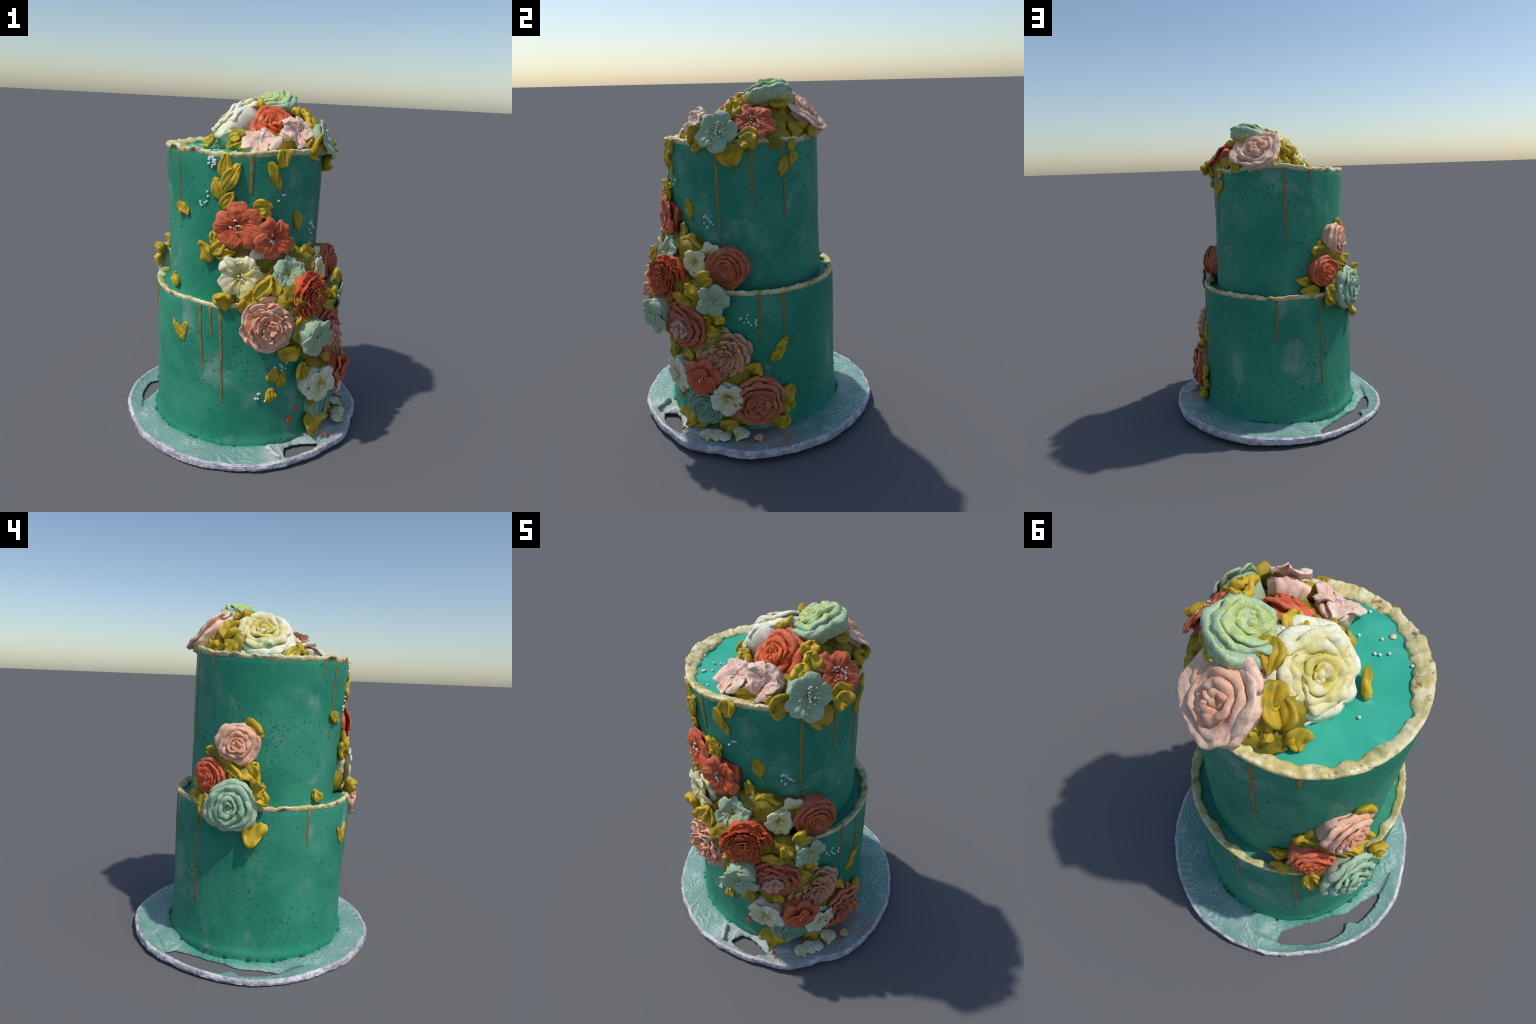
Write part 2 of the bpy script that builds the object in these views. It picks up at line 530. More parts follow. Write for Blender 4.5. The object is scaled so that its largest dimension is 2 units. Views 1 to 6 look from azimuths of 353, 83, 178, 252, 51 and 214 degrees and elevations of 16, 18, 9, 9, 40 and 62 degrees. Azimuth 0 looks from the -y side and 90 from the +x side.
def build_board():
    verts, faces, edge_faces = [], [], []
    N, K1, K2 = 720, 12, 6
    EDGE = [(-.006, 1.0), (.000, .90), (.003, .55), (.001, .15), (-.006, 0.0)]   # (radius offset, height fraction)
    cols = []
    for i in range(N):
        az = 360.0 * i / N
        a = math.radians(az)
        sa, ca = math.sin(a), -math.cos(a)
        wig = .005 * noise.noise(Vector((sa * 9, ca * 9, 2)))
        R = BOARD_R(az) + wig
        ri, ro, open_ = slot_edges(az)
        if open_:
            jit = noise.noise(Vector((sa * 30, ca * 30, 5)))
            ri += .005 * jit
            ro = max(ro + .003 * noise.noise(Vector((sa * 40, ca * 40, 9))), ri + .002)
        tops = [.40 + (ri - .40) * k / K1 for k in range(K1 + 1)] + \
               [ro + (R - .014 - ro) * k / K2 for k in range(K2 + 1)]
        zb = board_bottom(az)
        col_t, col_b, zs = [], [], []
        for k, r in enumerate(tops):
            p = Vector((r * sa, r * ca, 0))
            relief = .0035 * noise.noise(p * 14) + .0022 * noise.noise(p * 38 + Vector((3, 1, 0)))
            plain = board_top(az, r)
            if k <= K1:
                f = min(max((r - .50) / max(ri - .50, .01), 0), 1)
                low = .012 + .010 * math.cos(math.radians(az - 60))
            else:
                f = min(max((R - .016 - r) / (R - .016 - ro), 0), 1) ** .6
                low = .012
            z = plain + (low - plain) * f * slot_dip(az)
            zs.append(z)
            col_t.append(len(verts)); verts.append((r * sa, r * ca, z + relief * (1 - .6 * slot_dip(az))))
        rim = []
        zt = board_top(az, R) - .002
        for dr, h in EDGE:
            w = .004 * noise.noise(Vector((sa * 16, ca * 16, h * 2.5 + 4))) + .003 * noise.noise(Vector((sa * 45, ca * 45, h * 6)))
            rim.append(len(verts)); verts.append(((R + dr + w) * sa, (R + dr + w) * ca, zb + (zt - zb) * h))
        for k, r in enumerate(tops):
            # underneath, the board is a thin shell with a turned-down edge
            z = zs[k] - (.006 if open_ else .010)
            if k == len(tops) - 1:
                z = zb
            col_b.append(len(verts)); verts.append((r * sa - (.006 * sa if k == len(tops) - 1 else 0), r * ca - (.006 * ca if k == len(tops) - 1 else 0), max(z, zb if k == len(tops) - 1 else .001)))
        cols.append((col_t, rim, col_b, open_))
    for i in range(N):
        A, B = cols[i], cols[(i + 1) % N]
        hole = A[3] or B[3]
        nt = len(A[0])
        for k in range(nt - 1):
            if k == K1:
                if hole:
                    for q in (K1, K1 + 1):
                        f = (A[0][q], B[0][q], B[2][q], A[2][q])
                        faces.append(f if q == K1 else f[::-1])
                    continue
            faces.append((A[0][k], A[0][k + 1], B[0][k + 1], B[0][k]))
            faces.append((A[2][k], B[2][k], B[2][k + 1], A[2][k + 1]))
        ring_a = [A[0][-1]] + A[1] + [A[2][-1]]
        ring_b = [B[0][-1]] + B[1] + [B[2][-1]]
        for k in range(len(ring_a) - 1):
            edge_faces.append(len(faces))
            faces.append((ring_a[k], ring_a[k + 1], ring_b[k + 1], ring_b[k]))
        faces.append((A[0][0], B[0][0], B[2][0], A[2][0]))
    me = bpy.data.meshes.new("cake_board")
    me.from_pydata(verts, [], faces)
    me.polygons.foreach_set("use_smooth", [True] * len(faces))
    for k in edge_faces:
        me.polygons[k].use_smooth = False
    me.materials.append(FOIL)
    me.materials.append(FOIL_EDGE)
    es = set(edge_faces)
    me.polygons.foreach_set("material_index", [1 if k in es else 0 for k in range(len(faces))])
    import bmesh
    bm = bmesh.new(); bm.from_mesh(me)
    bmesh.ops.remove_doubles(bm, verts=bm.verts, dist=1e-5)
    bmesh.ops.recalc_face_normals(bm, faces=bm.faces)
    bm.to_mesh(me); bm.free()
    me.update()
    return new_object("cake_board", me, cake)


board = build_board()

# a ridge of crumpled foil beside the front slot
bag = Bag()
for k in range(9):
    q = k / 8
    az, rr = 10.0 + 3.5 * q, .592 + .07 * q
    c = direction(az) * rr
    h = .016 * math.exp(-((q - .12) / .22) ** 2)
    bag.add(ball((c.x, c.y, board_top(az, rr) + h - .004), .017 * (1 - .45 * q), (1, 1, .9), 14, 9))
new_object("foil_ridge", bag.mesh("foil_ridge"), board, simple_material("bright_foil", (.45, .52, .49), (.56, .61, .58)), "stuff")

# ---- tiers ----------------------------------------------------------------

def build_tier(t):
    NA, NZ = 288, 64
    z0 = BOTTOM[t]
    verts, faces = [], []
    seed = 0 if t == 'l' else 11
    for j in range(NZ + 1):
        for i in range(NA):
            az = 360.0 * i / NA
            zt = RIM[t](az) + RIM_RAISE[t] - .010
            f = j / NZ
            z = z0 + (zt - z0) * f
            base_z = .062 if t == 'l' else .855
            flare = .014 * math.exp(-max(z - base_z, 0) / .022)
            p = on_wall(t, az, z)
            d = .0045 * noise.noise(p * 3.2 + Vector((seed, 0, 0))) + .0022 * noise.noise(p * 9)
            d += .0012 * noise.noise(Vector((p.x * 30, p.y * 30, p.z * 8)))
            if f > .97:
                d -= .003
            verts.append(on_wall(t, az, z, d + flare))
    for j in range(NZ):
        for i in range(NA):
            k = (i + 1) % NA
            faces.append((j * NA + i, j * NA + k, (j + 1) * NA + k, (j + 1) * NA + i))
    # step over to the inside of the rim and down to the floor
    prev = NZ * NA
    w = RIM_WIDTH[t]
    for off, dz in ((-.012, -.004), (-w + .010, -.006), (-w - .002, None)):
        start = len(verts)
        for i in range(NA):
            az = 360.0 * i / NA
            z = (RIM[t](az) + RIM_RAISE[t] - .010 + dz) if dz is not None else FLOOR[t] - .004
            verts.append(on_wall(t, az, z, off))
        for i in range(NA):
            k = (i + 1) % NA
            faces.append((prev + i, prev + k, start + k, start + i))
        prev = start
    faces.append(tuple(prev + i for i in range(NA)))
    faces.append(tuple(range(NA - 1, -1, -1)))
    ob = new_object("tier", mesh_from("tier", verts, faces), cake, WALL)
    # icing floor inside the rim
    bag_v, bag_f = [(*axis_at(t, FLOOR[t])[:2], FLOOR[t] + .006)], []
    rings = 14
    for j in range(1, rings + 1):
        for i in range(96):
            az = 360.0 * i / 96
            cx, cy, r = axis_at(t, FLOOR[t])
            rr = (r - w * .75) * j / rings
            p = Vector((cx + rr * math.sin(math.radians(az)), cy - rr * math.cos(math.radians(az)), FLOOR[t]))
            z = FLOOR[t] + .005 * noise.noise(p * 5) + .002 * noise.noise(p * 14)
            bag_v.append((p.x, p.y, z))
    for i in range(96):
        bag_f.append((0, 1 + i, 1 + (i + 1) % 96))
    for j in range(rings - 1):
        for i in range(96):
            k = (i + 1) % 96
            a = 1 + j * 96
            bag_f.append((a + i, a + 96 + i, a + 96 + k, a + k))
    new_object("icing_top", mesh_from("icing_top", bag_v, bag_f), ob, TOP if t == 'u' else WALL)
    return ob


def build_rim(t, parent):
    """Torn, gilded icing lip: a lumpy ring of rounded section."""
    NA = 420
    w = RIM_WIDTH[t]
    section = [(.0015, -.016), (.0028, -.010), (.0020, -.004), (-.003, .001), (-.30 * w, -.002), (-.62 * w, -.007), (-w + .004, -.012),
               (-w, -.018), (-w - .002, -.026), (-w + .006, -.036), (-.5 * w, -.034), (-.004, -.032)]
    ns = len(section)
    verts, faces = [], []
    sd = 3 if t == 'u' else 17
    for i in range(NA):
        az = 360.0 * i / NA
        a = math.radians(az)
        rag = noise.noise(Vector((math.sin(a) * 7 + sd, math.cos(a) * 7, 0)))
        rag2 = noise.noise(Vector((math.sin(a) * 13 + sd, math.cos(a) * 13, 4)))
        wide = max(.6, 1 + .50 * rag + .14 * rag2)
        rag3 = noise.noise(Vector((math.sin(a) * 31 + sd, math.cos(a) * 31, 8)))
        # the lip curls into a thicker lump here and there on the upper tier
        if t == 'u':
            for lump_az, amount in ((308, .35), (286, .35), (165, .45), (330, .1)):
                dd = (az - lump_az + 180) % 360 - 180
                wide += amount * math.exp(-(dd / 9) ** 2)
        for k, (o, h) in enumerate(section):
            oo = o if o > -.01 else o * wide
            hh = h
            if k == 0:
                hh = h + .010 * rag + .008 * rag2
            if 2 <= k <= 5:
                hh += .008 * rag2 + .004 * rag3
            p = on_wall(t, az, RIM[t](az) + RIM_RAISE[t] + hh, oo)
            amp = .0045 if k not in (0, 1) else .0018
            d = amp * noise.noise(p * 15) + amp * noise.noise(p * 60 + Vector((0, 4, 0)))
            p += Vector((math.sin(a) * d * .6, -math.cos(a) * d * .6, d))
            verts.append(p)
    for i in range(NA):
        j = (i + 1) % NA
        for k in range(ns):
            q = (k + 1) % ns
            faces.append((i * ns + k, i * ns + q, j * ns + q, j * ns + k))
    new_object("gold_rim", mesh_from("gold_rim", verts, faces), parent, GOLD)


tiers = {}
for t in ('l', 'u'):
    tiers[t] = build_tier(t)
    build_rim(t, tiers[t])

# ---- gold drips: (tier, azimuth and height of top, of tip, width) ----------

DRIPS = [('u', 291.0, 1.668, 289.7, 1.578, .013), ('u', 303.5, 1.662, 303.5, 1.239, .013), ('u', 359.5, 1.668, 359.1, 1.470, .022),
         ('u', 114.6, 1.690, 113.8, 1.278, .015), ('u', 91.2, 1.690, 90.1, 1.393, .018), ('u', 67.5, 1.69, 64.1, 1.111, .017),
         ('u', 183.9, 1.706, 184.8, 1.223, .018), ('u', 205.7, 1.680, 205.8, 1.605, .019),
         ('l', 328.6, .874, 330.6, .492, .016), ('l', 335.1, .870, 336.1, .704, .015), ('l', 341.4, .862, 343.6, .308, .017),
         ('l', 90.7, .885, 89.8, .613, .017), ('l', 105.3, .882, 105.4, .560, .018), ('l', 177.1, .868, 177.7, .608, .018),
         ('l', 209.6, .865, 211.3, .282, .014), ('l', 280.4, .872, 280.9, .676, .017)]


def build_drip(spec):
    t, a0, z0, a1, z1, width = spec
    nu, nv = 9, 60
    P = np.zeros((nu, nv, 3))
    sd = a0
    for j in range(nv):
        f = j / (nv - 1)
        az = a0 + (a1 - a0) * f + .35 * noise.noise(Vector((f * 4, sd, 0)))
        z = z0 + (z1 - z0) * f
        w = width * (1.15 - .45 * f + .25 * math.exp(-((f - .97) / .03) ** 2)) * (1 + .18 * noise.noise(Vector((f * 9, sd, 3))))
        if f < .05:
            w *= 1.4 - 8 * f
        if j == nv - 1:
            w *= .3
        base = on_wall(t, az, z)
        a = math.radians(az)
        tang = Vector((math.cos(a), math.sin(a), 0))
        p3 = .0045 * noise.noise(base * 3.2 + Vector((0 if t == 'l' else 11, 0, 0))) + .0022 * noise.noise(base * 9)
        out = Vector((math.sin(a), -math.cos(a), 0))
        for i in range(nu):
            s = -1 + 2 * i / (nu - 1)
            P[i, j] = base + tang * (s * w * .5) + out * (p3 + .0006)
    me = mesh_from("drip", *sheet(P[::-1], .0065, power=2.5))
    new_object("drip", me, tiers[t], DRIP)


for d in DRIPS:
    build_drip(d)

# ---- beads modelled for the dark gaps under the lower tier's foot -------------------------------

bag = Bag()
r = random.Random(7)
for _ in range(70):
    az = r.uniform(150, 400)
    if 30 < az % 360 < 100:
        continue
    p = on_wall('l', az, 0, .012 + r.uniform(-.004, .005))
    s = r.choice((.004, .005, .007, .010))
    bag.add(ball((p.x, p.y, board_top(az, .53) + .001), s, (1.5, 1.5, .6), 8, 5))
new_object("dark_gap_beads", bag.mesh("dark_gap_beads"), cake, GAP_DARK, "stuff")

# --------------------------------------------------------------------------
# petals
# --------------------------------------------------------------------------

def blossom_petal(n, k, rnd, cup, ruffle, length=1.0, width=1.0, lift=0.0, ribs=12):
    """One broad heart-shaped petal of an open flower."""
    nu, nv = 25, 19
    s = np.linspace(-1, 1, nu)[:, None]
    t = np.linspace(0.03, 1, nv)[None, :]
    a0 = TAU * k / n + rnd.uniform(-.10, .10)
    half = (math.pi / n) * 1.38 * width
    L = length * rnd.uniform(.88, 1.06)
    outline = 1 - .44 * np.abs(s) ** 2.6 - .06 * np.exp(-(s / .16) ** 2) * rnd.uniform(0, 1.2)
    rho = L * t * (1 - t ** 2 * (1 - outline))
    ang = a0 + s * half * (.55 + .58 * t ** .8 - .26 * t ** 5)
    c1 = cup * rnd.uniform(.75, 1.25)
    z = lift + c1 * t - c1 * .55 * t ** 2.5
    z = z + .07 * (1 - s ** 2) * np.sin(t * math.pi) + .035 * s * t               # belly, overlap
    z = z + .045 * (np.abs(s) ** 2.0) * t
    ph = rnd.uniform(0, TAU)
    z = z + ruffle * t ** 2 * (np.sin(s * 3.6 + ph) * .8 + np.sin(s * 6.5 + ph * 2) * .3)
    z = z + .014 * np.cos(s * ribs + ph) * np.sin(t * math.pi * .95)              # radial ribs left by the nozzle
    z = z - .05 * np.exp(-(s / .12) ** 2) * t * (1 - t)                             # mid crease
    P = np.stack([rho * np.cos(ang), rho * np.sin(ang), z + 0 * rho], axis=2)
    return sheet(P, .11)


def wrap_petal(a0, half, r0, r1, h0, h1, rnd, ruffle, droop, thick=.085):
    """A cupped petal wrapped round the heart of a rose, its lip rolled out."""
    nu, nv = 23, 15
    s = np.linspace(-1, 1, nu)[:, None]
    t = np.linspace(0, 1, nv)[None, :]
    ph, ph2 = rnd.uniform(0, TAU), rnd.uniform(0, TAU)
    r1 = r1 * rnd.uniform(.95, 1.05)
    rho = r0 + (r1 - r0) * t ** 1.35
    rho = rho * (1 + rnd.uniform(-.13, .13) * s) * (1 - .16 * np.abs(s) ** 2.5 * t)
    wav = np.sin(s * 3.2 + ph) * .6 + np.sin(s * 7 + ph2) * .45
    rho = rho + ruffle * .8 * wav * t ** 2
    top = h1 * (1 + rnd.uniform(-.1, .1)) + .02 * rnd.uniform(-1, 1)
    rise = np.sin(np.clip(t * 1.3, 0, 1) * math.pi / 2)
    z = h0 + (top - h0) * rise - .13 * np.abs(s) ** 2.5 * t + rnd.uniform(-.06, .06) * s * t
    z = z - droop * np.clip((t - .68) / .32, 0, 1) ** 2
    z = z + ruffle * .9 * (np.sin(s * 5 + ph2) * .6 + np.sin(s * 9 + ph) * .3) * t ** 2
    z = z + .016 * np.cos(s * rnd.uniform(9, 14) + ph) * t ** .5                   # pleats
    ang = a0 + s * half
    P = np.stack([rho * np.cos(ang), rho * np.sin(ang), z + 0 * rho], axis=2)
    return sheet(P, thick, power=9)


def spoon_petal(a0, r0, r1, h0, h1, w, rnd, thick=.085):
    """Short rounded dahlia petal."""
    nu, nv = 13, 13
    s = np.linspace(-1, 1, nu)[:, None]
    t = np.linspace(0, 1, nv)[None, :]
    L = (r1 - r0) * rnd.uniform(.9, 1.1)
    ww = w * rnd.uniform(.85, 1.12) * .5 * (.62 + .55 * t - .32 * t ** 6)
    along = r0 + L * t * (1 - .20 * np.abs(s) ** 2.6 * t)
    across = s * ww
    z = h0 + (h1 - h0) * t ** .8 + .05 * t ** 3
    z = z + .10 * w * (s ** 2) * 2.0 * t + .02 * np.sin(s * 3 + rnd.uniform(0, 6)) * t
    tw = rnd.uniform(-.05, .05)
    z = z + tw * s * t
    ca, sa = math.cos(a0), math.sin(a0)
    P = np.stack([along * ca - across * sa, along * sa + across * ca, z + 0 * along], axis=2)
    return sheet(P, thick, power=5)


def core(profile_front, skirt, depth, rnd, flutes=0):
    prof = list(profile_front) + [(skirt, -.22 - .1 * depth), (skirt * .97, -.5 * depth), (skirt * .92, -depth)]
    prof = [(max(r, .001), z) for r, z in prof]
    return lathe(prof, 48, .10, flutes, rnd.uniform(0, 9))


def add_pearls(parent, rnd, count, spread, z, size):
    bag = Bag()
    for _ in range(count):
        a, q = rnd.uniform(0, TAU), spread * math.sqrt(rnd.random())
        bag.add(ball((q * math.cos(a), q * math.sin(a), z + rnd.uniform(0, .06)), size * rnd.uniform(.8, 1.15)))
    new_object("stamen_pearls", bag.mesh("stamen_pearls"), parent, PEARL, "stuff")


def petal_object(g, parent, mat, seed, amp):
    return new_object("petal", mesh_from("petal", *melt(g, seed, amp)), parent, mat)


def blossom(rnd, mat, depth, n=5, cup=.28, ruffle=.03, pearls=10, double=False, spread=.30, ribs=12, slump=.085):
    seed = rnd.uniform(0, 40)
    me = mesh_from("blossom", *melt(core([(0, -.06), (.35, -.05), (.62, .0), (.74, -.08)], .74, depth, rnd), seed, slump))
    ob = new_object("blossom", me, cake, mat)
    for k in range(n):
        petal_object(blossom_petal(n, k, rnd, cup, ruffle, ribs=ribs), ob, mat, seed, slump)
    if double:
        for k in range(5):
            petal_object(blossom_petal(5, k + .5, rnd, cup + .35, ruffle, .66, 1.0, .08), ob, mat, seed + .1, slump)
    if pearls:
        add_pearls(ob, rnd, pearls, spread, .12 + .2 * cup + (.12 if double else 0), .040)
    return ob


ROSE = [(5, .66, 1.0, -.50, -.17, .15), (4, .50, .83, -.36, .02, .10), (4, .30, .60, -.26, .13, .06),
        (3, .15, .38, -.20, .18, .03), (2, .06, .20, -.15, .17, .02)]
RANUNCULUS = [(5, .72, 1.0, -.50, -.14, .11), (4, .58, .84, -.38, .03, .07), (4, .42, .67, -.30, .09, .05),
              (3, .26, .50, -.24, .13, .03), (3, .14, .34, -.2, .14, .02), (2, .06, .19, -.15, .12, .02)]
FRILLED = [(6, .70, 1.0, -.50, -.15, .12), (5, .56, .88, -.38, -.01, .10), (5, .42, .72, -.30, .07, .08),
           (4, .29, .56, -.24, .12, .06), (3, .15, .38, -.2, .16, .04), (2, .06, .20, -.15, .15, .02)]
CABBAGE = [(4, .70, 1.0, -.50, -.16, .14), (4, .48, .80, -.30, -.01, .08), (4, .28, .58, -.20, .06, .05), (3, .12, .36, -.15, .10, .03)]
SAUCER = [(4, .60, 1.05, -.40, -.05, .02), (3, .38, .78, -.25, .03, .08), (3, .18, .54, -.15, .09, .07), (2, .06, .30, -.1, .13, .05)]
DOME = [(0, .07), (.25, .06), (.5, .01), (.70, -.07), (.84, -.18)]


def rose(rnd, mat, depth, rings=None, ruffle=.045, flutes=0, slump=.085, thick=.085):
    seed = rnd.uniform(0, 40)
    me = mesh_from("rose", *melt(core(DOME, .93, depth, rnd, flutes), seed, slump))
    ob = new_object("rose", me, cake, mat)
    heart = Bag()
    for q, (n, r0, r1, h0, h1, droop) in enumerate(rings or ROSE):
        off = rnd.uniform(0, TAU)
        for k in range(n):
            half = math.pi / n * (1.50 if n > 2 else 1.15) * rnd.uniform(.85, 1.2)
            g = wrap_petal(off + TAU * k / n + rnd.uniform(-.2, .2), half, r0, r1 * rnd.uniform(.93, 1.04), h0,
                           h1 + rnd.uniform(-.035, .035), rnd, ruffle * (.55 if q == 0 else 1.0), droop, thick)
            if q < 3:
                petal_object(g, ob, mat, seed, slump)
            else:
                heart.add(melt(g, seed, slump))
    heart.add(melt(ball((0, 0, .05), .10, (1, 1, 1.0)), seed, slump))
    new_object("heart_petals", heart.mesh("heart_petals"), ob, mat, "stuff")
    return ob


def peony(rnd, mat, depth, slump=.10):
    seed = rnd.uniform(0, 40)
    rings = [(5, .78, 1.02, -.55, -.06, .08), (5, .60, .86, -.36, .08, .04), (5, .40, .66, -.26, .13, .02)]
    me = mesh_from("peony", *melt(core(DOME, .92, depth, rnd), seed, slump))
    ob = new_object("peony", me, cake, mat)
    for n, r0, r1, h0, h1, droop in rings:
        off = rnd.uniform(0, TAU)
        for k in range(n):
            g = wrap_petal(off + TAU * k / n + rnd.uniform(-.15, .15), math.pi / n * 1.4, r0, r1, h0, h1, rnd, .075, droop)
            petal_object(g, ob, mat, seed, slump)
    heart = Bag()
    for k in range(10):
        a, q = TAU * k / 10 + rnd.uniform(-.3, .3), rnd.uniform(.12, .45)
        g = wrap_petal(a, rnd.uniform(.5, .9), q * .6, q * 1.15, -.1, rnd.uniform(.12, .20), rnd, .06, .02, .09)
        heart.add(melt(g, seed, slump))
    new_object("heart_petals", heart.mesh("heart_petals"), ob, mat, "stuff")
    return ob


def dahlia(rnd, mat, depth, size=1.0, slump=.08):
    rings = [(9, .55, 1.04, -.26, -.16, .70), (9, .46, .92, -.15, -.03, .62), (9, .36, .78, -.05, .07, .54),
             (8, .26, .62, .02, .14, .46), (6, .15, .44, .07, .19, .38), (5, .06, .27, .10, .22, .28), (3, .01, .12, .12, .23, .20)]
    seed = rnd.uniform(0, 40)
    me = mesh_from("dahlia", *melt(core([(0, .12), (.25, .09), (.5, .02), (.72, -.09), (.86, -.20)], .88, depth, rnd), seed, slump))
    ob = new_object("dahlia", me, cake, mat)
    heart = Bag()
    for q, (n, r0, r1, h0, h1, w) in enumerate(rings):
        n = int(round(n / size))
        off = rnd.uniform(0, TAU)
        for k in range(n):
            g = spoon_petal(off + TAU * k / n + rnd.uniform(-.26, .26), r0, r1 * rnd.uniform(.86, 1.06),
                            h0 + rnd.uniform(-.04, .04), h1 + rnd.uniform(-.07, .08), w * size * rnd.uniform(.8, 1.15), rnd)
            if q < 2:
                petal_object(g, ob, mat, seed, slump)
            else:
                heart.add(melt(g, seed, slump))
    new_object("heart_petals", heart.mesh("heart_petals"), ob, mat, "stuff")
    return ob


MAKERS = {'rose': rose, 'blossom': blossom, 'peony': peony, 'dahlia': dahlia}
_count = [0]


def plant(kind, colour, pos, naz, pitch, R, depth, scale=(1, 1, 1), sink=0.0, spin=None, **kw):
    """Put a flower of radius R with its face at pos, facing (naz, pitch);
    depth is how far its body reaches back, in metres."""
    _count[0] += 1
    rnd = random.Random(100 + _count[0])
    ob = MAKERS[kind](rnd, COLOURS[colour], depth / R, **kw)
    n = direction(naz, pitch)
    p = Vector(pos) - n * sink
    ob.matrix_local = frame(p, n, rnd.uniform(0, TAU) if spin is None else spin, R) @ Matrix.Diagonal((*scale, 1))
    return ob


W = on_wall
# ---- cascade down the front -------------------------------------------------
plant('blossom', 'coral', W('u', 351, 1.313, .022), 350, 4, .140, .05, cup=.16, ruffle=.03, pearls=9, ribs=26)
plant('blossom', 'coral', W('u', 14, 1.247, .038), 17, 2, .116, .06, cup=.30, ruffle=.08, pearls=9, slump=.13)
plant('blossom', 'pale_pink', W('u', 7, 1.20, .030), 8, 0, .080, .05, cup=.2, pearls=0)
plant('blossom', 'cream', W('u', 354, 1.050, .062), 350, -4, .134, .08, cup=.28, ruffle=.08, pearls=4, spread=.12, slump=.12)
plant('blossom', 'mint', W('u', 22, 1.055, .085), 25, 25, .104, .09, cup=.45, ruffle=.10, pearls=0, slump=.14)
plant('dahlia', 'pink', W('l', 8, .815, .098), 5, -2, .155, .13, sink=.02, size=1.1)
plant('dahlia', 'red', W('l', 33, .944, .095), 46, 6, .136, .14, sink=.02)
plant('blossom', 'mint', W('l', 31, .743, .150), 36, -10, .114, .14, cup=.16, ruffle=.05, pearls=9, n=5)
plant('peony', 'dusty', W('l', 46, .700, .100), 48, -4, .145, .12, sink=.01)
plant('blossom', 'cream', W('u', 50, 1.047, .085), 57, 8, .082, .09, cup=.36, ruffle=.09, pearls=3, spread=.12, slump=.13)
plant('blossom', 'cream', W('u', 58, 1.085, .045), 62, 20, .078, .06, cup=.25, ruffle=.06, pearls=0, slump=.12)
plant('rose', 'terracotta', W('u', 72, 1.036, .112), 74, 2, .120, .15, sink=.010, rings=RANUNCULUS)
plant('blossom', 'mint', W('l', 65, .877, .060), 78, -4, .102, .08, cup=.20, ruffle=.06, pearls=9, slump=.11)
plant('dahlia', 'peach', W('l', 69, .538, .065), 72, 0, .155, .09, sink=.02, size=.85)
plant('blossom', 'coral', W('l', 59, .438, .112), 66, -4, .120, .14, n=6, cup=.16, ruffle=.06, pearls=7, double=True, spread=.2)
plant('blossom', 'white', W('l', 41, .400, .090), 34, -4, .126, .10, cup=.18, ruffle=.07, pearls=3, spread=.1, slump=.11)
plant('blossom', 'white', W('l', 71, .320, .090), 80, -6, .110, .10, cup=.28, ruffle=.07, pearls=3, spread=.1, slump=.12)
plant('rose', 'mint_dark', W('l', 56, .205, .076), 60, -8, .134, .11, sink=.01, rings=RANUNCULUS)
plant('peony', 'orange_peony', W('l', 86, .277, .082), 88, -2, .155, .12, sink=.012)

# ---- group at the back ------------------------------------------------------
plant('rose', 'pink', W('u', 234, 1.212, .064), 245, 2, .124, .11, sink=.004, ruffle=.06, slump=.11)
plant('rose', 'coral_rose', W('u', 216, 1.025, .097), 214, -2, .106, .12, sink=.010, rings=RANUNCULUS)
plant('rose', 'mint_rose', W('l', 235, .896, .084), 244, 2, .144, .11, sink=.010, ruffle=.05)

# ---- crown on top -----------------------------------------------------------
plant('rose', 'cream_rose', (-.132, .044, 1.820), 250, 40, .198, .14, sink=.004, flutes=22, ruffle=.085, slump=.085, rings=FRILLED, thick=.065)
plant('rose', 'rosy', (.094, .316, 1.828), 158, 48, .163, .10, sink=.004, flutes=14, ruffle=.035, slump=.11, rings=SAUCER)
plant('rose', 'mint_top', (.108, .084, 1.945), 300, 68, .150, .095, sink=.0, ruffle=.045, slump=.13, spin=.6, rings=CABBAGE)
plant('rose', 'coral_rose', (.090, -.165, 1.808), 6, 38, .156, .15, sink=.018, ruffle=.065, slump=.11)
plant('blossom', 'pale_pink', (.190, -.295, 1.765), 18, 30, .100, .06, cup=.55, ruffle=.12, pearls=6, spread=.2, slump=.20)
plant('blossom', 'pale_pink', (.000, -.333, 1.722), 348, 58, .114, .07, cup=.12, ruffle=.11, pearls=5, spread=.15, slump=.19)
plant('blossom', 'mint', (.385, -.208, 1.748), 66, 24, .118, .12, cup=.14, ruffle=.05, pearls=26, spread=.42, sink=.014)
plant('blossom', 'coral', (.370, -.014, 1.790), 86, 42, .110, .12, cup=.12, ruffle=.06, pearls=20, spread=.50, sink=.015, slump=.12)
plant('rose', 'mint_yellow', (.215, .065, 1.835), 96, 34, .126, .14, sink=.024, rings=RANUNCULUS)

# --------------------------------------------------------------------------
# leaves
# --------------------------------------------------------------------------

